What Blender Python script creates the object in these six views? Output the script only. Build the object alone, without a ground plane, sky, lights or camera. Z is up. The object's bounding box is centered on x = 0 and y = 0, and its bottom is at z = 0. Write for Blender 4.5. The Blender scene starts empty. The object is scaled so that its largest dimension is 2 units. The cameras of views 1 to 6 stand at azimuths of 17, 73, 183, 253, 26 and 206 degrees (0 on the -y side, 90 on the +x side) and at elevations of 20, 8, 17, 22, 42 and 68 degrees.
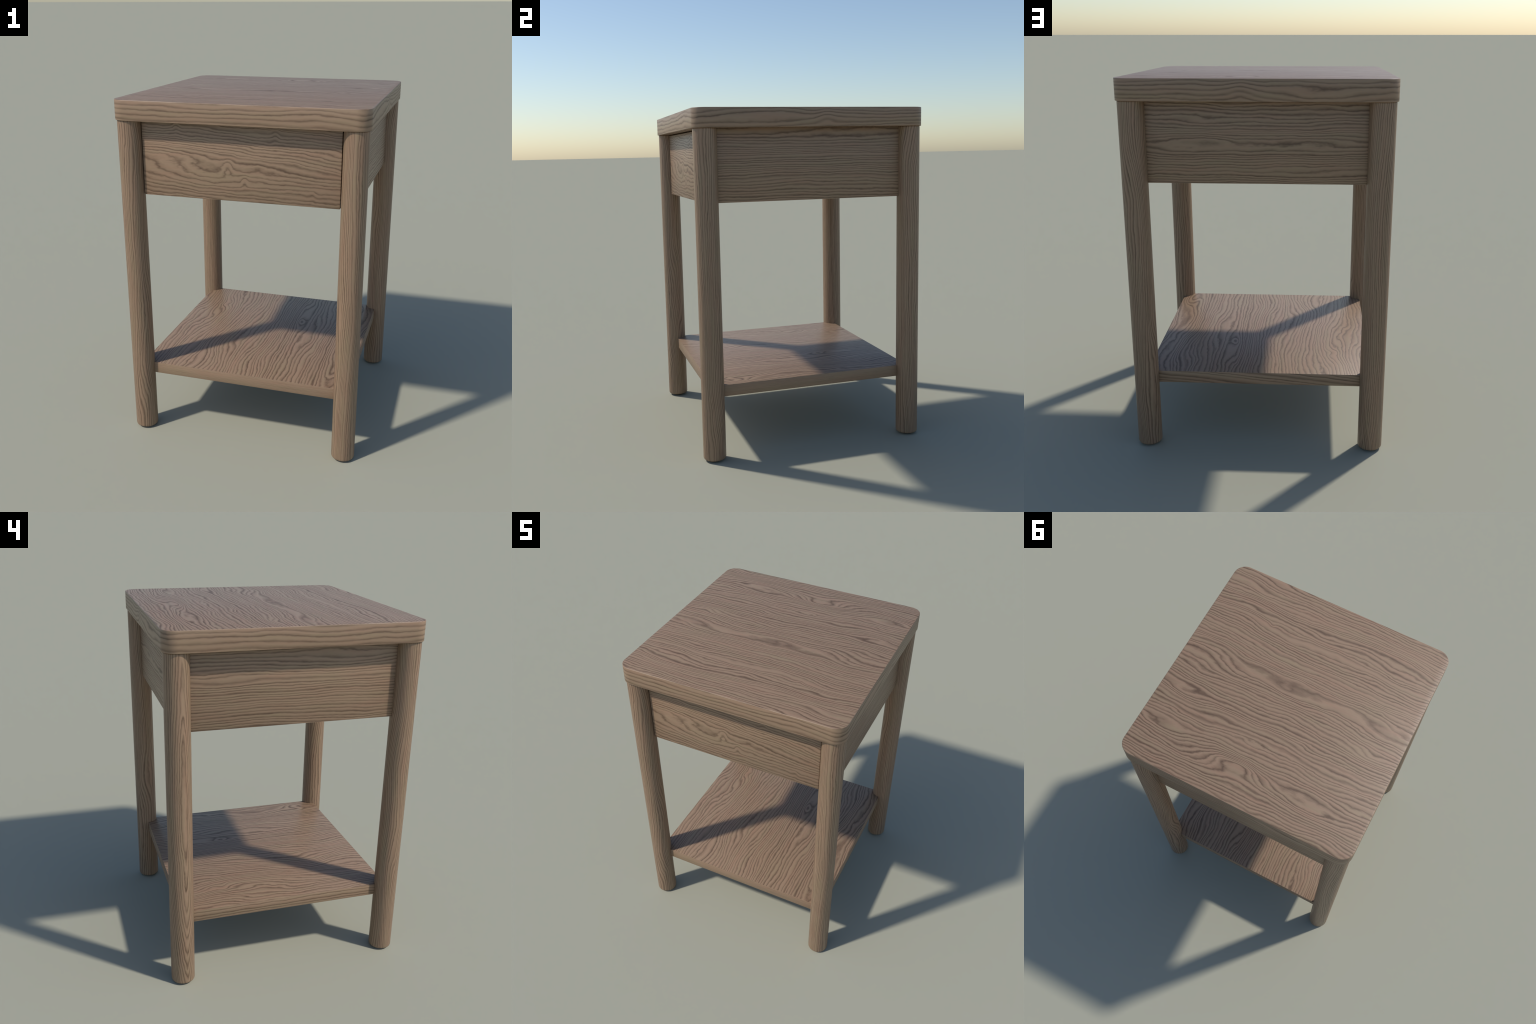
"""Ash-wood bedside table: rounded top, four turned legs, one drawer, side and
back panels and a lower shelf.  Metres, z up, front of the table faces -y."""
import bpy, bmesh, math
from mathutils import Vector

# ------------------------------------------------------------------ sizes
TOP_HALF, TOP_Z0, TOP_Z1 = 0.6902, 1.8914, 2.000      # table top
CORNER_R = 0.074
LEG_C, LEG_R = 0.6160, 0.0661                       # leg axis offset, radius
PANEL_OUT, PANEL_Z0 = 0.6205, 1.4812                # outer face of the panels
BACK_OUT = 0.6150
PANEL_T = 0.045
SHELF_HALF, SHELF_Z0, SHELF_Z1 = 0.6135, 0.3665, 0.4345
FOOT_Z = 0.0080                                     # legs stand on thin felt pads
DRAWER_HALF, DRAWER_Z1 = 0.5450, 1.8850


# ------------------------------------------------------------------ node helper
class Nodes:
    """Writes arithmetic as Math nodes so the grain formula reads as a formula."""
    def __init__(self, name):
        self.mat = bpy.data.materials.new(name)
        self.mat.use_nodes = True
        self.tree = self.mat.node_tree
        self.tree.nodes.clear()
        self.n = 0

    def new(self, kind):
        node = self.tree.nodes.new(kind)
        node.location = (200 * (self.n % 12), -220 * (self.n // 12))
        self.n += 1
        return node

    def put(self, socket, value):
        if isinstance(value, bpy.types.NodeSocket):
            self.tree.links.new(value, socket)
        else:
            socket.default_value = value

    def m(self, op, a, b=None, c=None, clamp=False):
        node = self.new("ShaderNodeMath")
        node.operation, node.use_clamp = op, clamp
        for i, v in enumerate((a, b, c)):
            if v is not None:
                self.put(node.inputs[i], v)
        return node.outputs[0]

    def add(self, *terms):
        out = terms[0]
        for t in terms[1:]:
            out = self.m("ADD", out, t)
        return out

    def mul(self, a, b, clamp=False):
        return self.m("MULTIPLY", a, b, clamp=clamp)

    def sub(self, a, b):
        return self.m("SUBTRACT", a, b)

    def vec(self, x, y, z):
        node = self.new("ShaderNodeCombineXYZ")
        for i, v in enumerate((x, y, z)):
            self.put(node.inputs[i], v)
        return node.outputs[0]

    def noise(self, vector, detail=2.0, rough=0.5, color=False):
        node = self.new("ShaderNodeTexNoise")
        node.inputs["Scale"].default_value = 1.0
        node.inputs["Detail"].default_value = detail
        node.inputs["Roughness"].default_value = rough
        self.put(node.inputs["Vector"], vector)
        return node.outputs["Color" if color else "Fac"]

    def ramp(self, fac, stops, smooth=False):
        node = self.new("ShaderNodeValToRGB")
        cr = node.color_ramp
        cr.interpolation = "EASE" if smooth else "LINEAR"
        while len(cr.elements) < len(stops):
            cr.elements.new(0.5)
        for e, (p, v) in zip(cr.elements, stops):
            e.position = p
            e.color = (v, v, v, 1) if not isinstance(v, tuple) else (*v, 1)
        self.put(node.inputs[0], fac)
        return node.outputs[0]

    def mix(self, fac, a, b, blend="MIX"):
        node = self.new("ShaderNodeMix")
        node.data_type, node.blend_type = "RGBA", blend
        self.put(node.inputs[0], fac)
        self.put(node.inputs[6], a if isinstance(a, bpy.types.NodeSocket) else (*a, 1))
        self.put(node.inputs[7], b if isinstance(b, bpy.types.NodeSocket) else (*b, 1))
        return node.outputs[2]


LIGHT = (0.304, 0.202, 0.129)      # early wood
DARK = (0.118, 0.069, 0.040)       # late-wood line
ROSE = (0.307, 0.188, 0.120)       # slightly redder streaks
OLIVE = (0.286, 0.206, 0.124)      # slightly greener streaks


def wood(name, across, seed, spacing=0.0115, swell=0.10, wave=0.020, jag=0.0045,
         bumps=(), stretch=(0.8, 4.0), contrast=1.0, slope=0.0, ridge=None):
    """Flat-sawn ash.  The year rings are level lines of
        f = v + slow swell + waves + fine jags + hand-placed swellings
    with u along and v across the grain.  Where the swell cancels the ramp v
    the lines open into the broad cathedral figure of a flat-sawn board."""
    k = Nodes(name)
    tc = k.new("ShaderNodeTexCoord")
    sep = k.new("ShaderNodeSeparateXYZ")
    k.put(sep.inputs[0], tc.outputs["Object"])
    x, y, z = sep.outputs
    if across == "leg":                       # round post: unroll the cylinder
        u, v = z, k.mul(k.m("ARCTAN2", y, x), LEG_R)
        third = 0.0
    elif across == "rimZ":                    # edge band: u runs round the corners without a seam
        u, v = k.add(x, y), z
        third = k.mul(k.sub(x, y), 0.8)
    else:
        axes = {"x": x, "y": y, "z": z}
        u, v = axes[across[0]], axes[across[1].lower()]
        third = k.mul(axes[({"x", "y", "z"} - set(across.lower())).pop()], 0.8)
    sign = -1.0 if across[-1].isupper() else 1.0      # which way the rings grow

    slow = k.noise(k.vec(k.mul(u, stretch[0]), k.mul(v, stretch[1]), k.add(third, seed)), 0.6)
    mid = k.noise(k.vec(k.mul(u, 3.4), k.mul(v, 8.5), k.add(third, seed + 11.3)), 1.6)
    fine = k.noise(k.vec(k.mul(u, 15.0), k.mul(v, 34.0), seed + 23.7), 2.0, 0.6)
    if ridge:                                 # tangential cut: nested arches about a line
        v0, u0, curve, soft = ridge
        dv, du = k.sub(v, v0), k.sub(u, u0)
        ramp = k.add(k.m("SQRT", k.add(k.mul(dv, dv), soft * soft)), k.mul(k.mul(du, du), curve))
    else:
        ramp = k.mul(v, sign)
    f = k.add(ramp, k.mul(u, slope), k.mul(k.sub(slow, 0.5), swell * 2), k.mul(k.sub(mid, 0.5), wave * 2),
              k.mul(k.sub(fine, 0.5), jag * 2))
    for (u0, v0, su, sv, amp, kind) in bumps:
        off = k.sub(v, v0)
        du = k.m("DIVIDE", k.sub(u, u0), su)
        dv = k.m("DIVIDE", off, sv)
        bell = k.m("EXPONENT", k.mul(k.add(k.mul(du, du), k.mul(dv, dv)), -1.0))
        if kind == "flat":                    # slows the ramp: rings spread into a cathedral
            f = k.add(f, k.mul(k.mul(off, bell), -sign * amp))
        else:                                 # "hill": pushes the rings aside, closes loops
            f = k.add(f, k.mul(bell, amp))

    # fibres run along the grain and feather the ring lines; ring widths vary
    fibre = k.noise(k.vec(k.mul(u, 9.0), k.mul(v, 420.0), seed + 3.0), 2.0, 0.6)
    f = k.add(f, k.mul(k.sub(fibre, 0.5), 0.0035))
    years = k.noise(k.vec(k.mul(f, 0.36 / spacing), seed, 7.0), 2.0)
    t = k.add(k.m("DIVIDE", f, spacing), k.mul(k.sub(years, 0.5), 2.4))
    saw = k.m("FRACT", k.add(t, 500.0))
    ring = k.new("ShaderNodeTexWhiteNoise")
    ring.noise_dimensions = "1D"
    k.put(ring.inputs["W"], k.m("FLOOR", k.add(t, 500.0)))
    ringval = ring.outputs["Value"]
    # early wood is pale, darkens steadily and ends in a crisp late-wood line
    line = k.ramp(saw, [(0.0, 0.50), (0.11, 0.10), (0.32, 0.0), (0.62, 0.36), (0.86, 1.0), (1.0, 0.50)])
    patch = k.noise(k.vec(k.mul(u, 5.0), k.mul(v, 36.0), seed + 41.1), 3.0, 0.6)
    strength = k.add(k.mul(ringval, 0.35), k.mul(patch, 1.20), 0.08)
    dark = k.mul(k.mul(line, strength), contrast, clamp=True)

    # pores along the grain
    pores = k.noise(k.vec(k.mul(u, 34.0), k.mul(v, 650.0), seed + 5.0), 1.0)
    pores = k.mul(k.ramp(pores, [(0.58, 0.0), (0.72, 1.0)]), k.add(k.mul(line, 0.7), 0.15))

    hue = k.noise(k.vec(k.mul(u, 3.5), k.mul(v, 30.0), seed + 61.0), 2.0)
    base = k.mix(k.ramp(hue, [(0.50, 0.0), (0.72, 0.8)]), LIGHT, ROSE)
    base = k.mix(k.ramp(hue, [(0.28, 0.8), (0.50, 0.0)]), base, OLIVE)
    col = k.mix(dark, base, DARK)
    col = k.mix(k.mul(pores, 0.30), col, (0.110, 0.074, 0.052))
    tone = k.add(k.mul(fibre, 0.16), 0.92)
    col = k.mix(1.0, col, k.vec(tone, tone, tone), "MULTIPLY")

    bsdf = k.new("ShaderNodeBsdfPrincipled")
    k.put(bsdf.inputs["Base Color"], col)
    k.put(bsdf.inputs["Roughness"], k.add(0.42, k.mul(dark, 0.12), k.mul(k.sub(fibre, 0.5), 0.10)))
    bsdf.inputs["IOR"].default_value = 1.5
    bump = k.new("ShaderNodeBump")
    bump.inputs["Strength"].default_value = 0.22
    bump.inputs["Distance"].default_value = 0.0012
    k.put(bump.inputs["Height"], k.sub(k.mul(fibre, 0.35), k.mul(dark, 0.8)))
    k.put(bsdf.inputs["Normal"], bump.outputs[0])
    out = k.new("ShaderNodeOutputMaterial")
    k.put(out.inputs[0], bsdf.outputs[0])
    return k.mat


# ------------------------------------------------------------------ mesh helpers
def make(name, mesh, parent, mats, loc=(0, 0, 0)):
    ob = bpy.data.objects.new(name, mesh)
    bpy.context.scene.collection.objects.link(ob)
    ob.parent = parent
    ob.location = loc
    for m in mats:
        if not any(s == m for s in mesh.materials):
            mesh.materials.append(m)
    return ob


def prism(name, outline, z0, z1, bevel=0.004, segments=3, edges="horizontal"):
    """Extruded outline with softened edges."""
    bm = bmesh.new()
    low = [bm.verts.new((px, py, z0)) for px, py in outline]
    high = [bm.verts.new((px, py, z1)) for px, py in outline]
    n = len(outline)
    bm.faces.new(list(reversed(low)))
    bm.faces.new(high)
    for i in range(n):
        j = (i + 1) % n
        bm.faces.new((low[i], low[j], high[j], high[i]))
    bm.normal_update()
    pick = []
    for e in bm.edges:
        flat = abs(e.verts[0].co.z - e.verts[1].co.z) < 1e-6
        if flat or (edges == "all" and e.calc_face_angle(0) > 0.5):
            pick.append(e)
    bmesh.ops.bevel(bm, geom=pick, offset=bevel, segments=segments, profile=0.5, affect="EDGES")
    return finish(bm, name)


def finish(bm, name):
    bmesh.ops.recalc_face_normals(bm, faces=bm.faces)
    mesh = bpy.data.meshes.new(name)
    bm.to_mesh(mesh)
    bm.free()
    for p in mesh.polygons:                   # broad flat faces stay truly flat
        p.use_smooth = not (max(abs(c) for c in p.normal) > 0.9999 and p.area > 0.002)
    mesh.set_sharp_from_angle(angle=math.radians(32))
    return mesh


def box(name, lo, hi, bevel=0.003, segments=2):
    outline = [(lo[0], lo[1]), (hi[0], lo[1]), (hi[0], hi[1]), (lo[0], hi[1])]
    return prism(name, outline, lo[2], hi[2], bevel, segments, "all")


def rounded_square(half, radius, steps=14):
    pts = []
    for cx, cy, a0 in ((1, -1, -90), (1, 1, 0), (-1, 1, 90), (-1, -1, 180)):
        for i in range(steps + 1):
            a = math.radians(a0 + 90 * i / steps)
            pts.append((cx * (half - radius) + radius * math.cos(a), cy * (half - radius) + radius * math.sin(a)))
    return pts


def faces_by_normal(mesh, rule):
    for p in mesh.polygons:
        p.material_index = rule(p.normal, p.center)


# ------------------------------------------------------------------ build
table = bpy.data.objects.new("bedside_table", None)
bpy.context.scene.collection.objects.link(table)
table.empty_display_size = 0.2
table["label"] = "square ash wood bedside table with one drawer and shelf"
table["category"] = "bedside table"

# ---- table top: grain runs along x on the face, along each side on the edges
top_face = wood("ash_top_face", "xy", 4.0, spacing=0.0205, swell=0.100, stretch=(1.6, 4.0), wave=0.034, jag=0.008,
                bumps=[(0.06, 0.475, 0.17, 0.042, 0.062, "hill"), (-0.40, 0.49, 0.22, 0.075, 1.0, "flat"),
                       (0.50, 0.19, 0.17, 0.050, 1.0, "flat"), (-0.52, 0.09, 0.16, 0.050, 0.9, "flat"),
                       (-0.05, -0.08, 0.32, 0.055, 0.7, "flat"), (-0.38, -0.48, 0.22, 0.080, 0.6, "flat"),
                       (0.42, -0.45, 0.16, 0.040, 0.8, "flat"), (0.56, 0.445, 0.14, 0.035, 0.8, "flat"),
                       (0.315, -0.39, 0.02, 0.02, -0.012, "hill"), (-0.484, -0.17, 0.02, 0.02, 0.012, "hill")])
top_edge = wood("ash_top_edge", "rimZ", 9.0, spacing=0.0225, swell=0.035, wave=0.018, jag=0.005, contrast=0.9,
                bumps=[(0.44, 1.945, 0.22, 0.05, 0.8, "flat"), (0.76, 1.95, 0.06, 0.05, 0.024, "hill")])
mesh = prism("tabletop", rounded_square(TOP_HALF, CORNER_R), TOP_Z0, TOP_Z1, 0.0032, 3)
tabletop = make("tabletop", mesh, table, [top_face, top_edge])
faces_by_normal(mesh, lambda n, c: 0 if abs(n.z) > 0.8 else 1)

# ---- legs: straight turned posts with a small round at the foot
def leg_mesh():
    F = FOOT_Z
    prof = [(0.0, F), (LEG_R - 0.0090, F), (LEG_R - 0.0056, F + 0.0012), (LEG_R - 0.0025, F + 0.0040),
            (LEG_R - 0.0007, F + 0.0080), (LEG_R, F + 0.0130), (LEG_R, 0.6), (LEG_R, 1.2),
            (LEG_R, TOP_Z0 - 0.004), (LEG_R - 0.003, TOP_Z0 + 0.0005), (0.0, TOP_Z0 + 0.0005)]
    bm = bmesh.new()
    seg, rings = 96, []
    for r, z in prof:
        if r == 0:
            rings.append([bm.verts.new((0, 0, z))])
        else:
            rings.append([bm.verts.new((r * math.cos(math.tau * i / seg), r * math.sin(math.tau * i / seg), z))
                          for i in range(seg)])
    for a, b in zip(rings, rings[1:]):
        for i in range(seg):
            j = (i + 1) % seg
            if len(a) == 1:
                bm.faces.new((a[0], b[i], b[j]))
            elif len(b) == 1:
                bm.faces.new((a[i], a[j], b[0]))
            else:
                bm.faces.new((a[i], a[j], b[j], b[i]))
    return finish(bm, "leg")

leg_data = leg_mesh()
# (x sign, y sign, turn so that the unrolling seam faces inward, grain settings)
LEGS = [
    (-1, -1, 225, dict(seed=20.0)),
    (1, -1, 315, dict(seed=27.0)),
    (1, 1, 45, dict(seed=33.0)),
    (-1, 1, 135, dict(seed=39.0, ridge=(0.067, 1.20, 0.055, 0.016), spacing=0.0105, swell=0.012, wave=0.010)),
]
felt = Nodes("dark_felt")
shader = felt.new("ShaderNodeBsdfPrincipled")
felt_tc = felt.new("ShaderNodeTexCoord")
felt_grain = felt.new("ShaderNodeTexNoise")
felt_grain.inputs["Scale"].default_value = 400.0
felt.put(felt_grain.inputs["Vector"], felt_tc.outputs["Object"])
felt.put(shader.inputs["Base Color"], felt.mix(felt_grain.outputs["Fac"], (0.02, 0.018, 0.016), (0.045, 0.04, 0.036)))
shader.inputs["Roughness"].default_value = 0.95
felt.put(felt.new("ShaderNodeOutputMaterial").inputs[0], shader.outputs[0])
pad_data = prism("foot_pad", [(0.044 * math.cos(math.tau * i / 48), 0.044 * math.sin(math.tau * i / 48)) for i in range(48)],
                 0.0, FOOT_Z + 0.001, 0.001, 1)
pad_data.materials.append(felt.mat)
for sx, sy, turn, grain in LEGS:
    grain = {**dict(spacing=0.0115, swell=0.060, wave=0.016, jag=0.0035, stretch=(1.5, 7.0), contrast=0.95), **grain}
    mat = wood("ash_leg", "leg", **grain)
    leg = make("leg", leg_data, table, [mat] if not leg_data.materials else [], (sx * LEG_C, sy * LEG_C, 0))
    leg.rotation_euler = (0, 0, math.radians(turn))
    leg.material_slots[0].link = "OBJECT"
    leg.material_slots[0].material = mat
    make("foot_pad", pad_data, leg, [])

# ---- shelf: a square board whose corners are housed in the legs
H = SHELF_HALF
outline = [(-H, -H), (H, -H), (H, H), (-H, H)]
shelf_face = wood("ash_shelf_face", "yx", 51.0, spacing=0.0215, swell=0.100, stretch=(1.6, 4.0), wave=0.034, jag=0.008,
                  bumps=[(0.30, 0.17, 0.22, 0.060, 1.15, "flat"), (-0.15, 0.55, 0.25, 0.06, 0.9, "flat"),
                         (0.30, 0.55, 0.18, 0.05, 0.8, "flat"), (-0.48, 0.52, 0.10, 0.06, 0.8, "flat"),
                         (-0.30, 0.10, 0.30, 0.05, 0.6, "flat"), (0.33, -0.41, 0.035, 0.05, 0.022, "hill"),
                         (0.20, 0.17, 0.05, 0.025, 0.030, "hill")])
shelf_end = wood("ash_shelf_end_grain", "xZ", 57.0, spacing=0.0050, swell=0.01, wave=0.003, jag=0.0012, contrast=0.5)
shelf_end_y = wood("ash_shelf_side_grain", "yZ", 58.0, spacing=0.0060, swell=0.01, wave=0.004, jag=0.0012, contrast=0.6)
shelf_long = wood("ash_shelf_back_edge", "xZ", 63.0, spacing=0.0190, swell=0.03, wave=0.012, slope=0.10)
shelf_long_y = wood("ash_shelf_left_edge", "yZ", 66.0, spacing=0.0170, swell=0.03, wave=0.010)
mesh = prism("shelf", outline, SHELF_Z0, SHELF_Z1, 0.0015, 2, "all")
shelf = make("shelf", mesh, table, [shelf_face, shelf_end, shelf_end_y, shelf_long, shelf_long_y])
faces_by_normal(mesh, lambda n, c: 0 if abs(n.z) > 0.8 else (
    (2 if n.x > 0 else 4) if abs(n.x) > 0.8 else (3 if n.y > 0 else 1)))

# ---- panels: two sides and the back, let into the legs
span = LEG_C - LEG_R + 0.030
z1 = TOP_Z0 + 0.001
side = box("side_panel", (-PANEL_T / 2, -span, PANEL_Z0), (PANEL_T / 2, span, z1), 0.0025)
for sx, seed, bumps in ((1, 70.0, [(0.15, 1.86, 0.7, 0.10, 0.65, "flat"), (0.1, 1.72, 0.5, 0.04, 0.3, "flat")]),
                        (-1, 77.0, [(-0.25, 1.85, 0.35, 0.07, 0.6, "flat"), (0.35, 1.74, 0.15, 0.04, 0.5, "flat")])):
    mat = wood("ash_side_panel", "yZ", seed, spacing=0.0160, swell=0.040, wave=0.013, bumps=bumps)
    ob = make("side_panel", side, table, [mat] if not side.materials else [], (sx * (PANEL_OUT - PANEL_T / 2), 0, 0))
    ob.material_slots[0].link = "OBJECT"
    ob.material_slots[0].material = mat
back = box("back_panel", (-span, BACK_OUT - PANEL_T, PANEL_Z0 + 0.0005), (span, BACK_OUT, z1), 0.0025)
make("back_panel", back, table, [wood(
    "ash_back_panel", "xZ", 83.0, spacing=0.0175, swell=0.060, wave=0.022, jag=0.006,
    bumps=[(0.30, 1.675, 0.22, 0.04, 1.1, "flat"), (-0.20, 1.68, 0.35, 0.045, 0.95, "flat"),
           (0.33, 1.80, 0.18, 0.04, 0.7, "flat"), (-0.30, 1.545, 0.35, 0.045, 0.8, "flat")])])

# ---- drawer: front board with a narrow gap all round, box behind it
drawer_mat = wood(
    "ash_drawer_front", "xZ", 90.0, spacing=0.0190, swell=0.055, wave=0.024, jag=0.009, slope=-0.06,
    bumps=[(-0.40, 1.665, 0.38, 0.095, 0.85, "flat"), (-0.66, 1.64, 0.38, 0.11, 0.055, "hill"), (0.50, 1.76, 0.14, 0.04, 0.7, "flat"),
           (-0.345, 1.87, 0.022, 0.05, 0.016, "hill"), (0.203, 1.85, 0.022, 0.05, 0.014, "hill"),
           (-0.059, 1.66, 0.026, 0.045, 0.020, "hill"), (0.033, 1.59, 0.018, 0.03, 0.016, "hill"),
           (0.40, 1.54, 0.018, 0.03, 0.010, "hill")])
front = box("drawer", (-DRAWER_HALF, -PANEL_OUT, PANEL_Z0 - 0.0005), (DRAWER_HALF, -PANEL_OUT + 0.05, DRAWER_Z1), 0.003)
drawer = make("drawer", front, table, [drawer_mat])
inner = wood("ash_drawer_box", "yZ", 96.0)
bm = bmesh.new()
d0, d1, w = -PANEL_OUT + 0.051, BACK_OUT - PANEL_T - 0.01, 0.535
for lo, hi in (((-w, d0, 1.50), (w, d1, 1.515)), ((-w, d0, 1.5155), (-w + 0.03, d1, 1.84)),
               ((w - 0.03, d0, 1.5155), (w, d1, 1.84)), ((-w + 0.031, d1 - 0.03, 1.5155), (w - 0.031, d1, 1.84))):
    vs = [bm.verts.new((a, b, cc)) for a in (lo[0], hi[0]) for b in (lo[1], hi[1]) for cc in (lo[2], hi[2])]
    for q in ((0, 1, 3, 2), (4, 6, 7, 5), (0, 4, 5, 1), (2, 3, 7, 6), (0, 2, 6, 4), (1, 5, 7, 3)):
        bm.faces.new([vs[i] for i in q])
make("drawer_box", finish(bm, "drawer_box"), drawer, [inner])
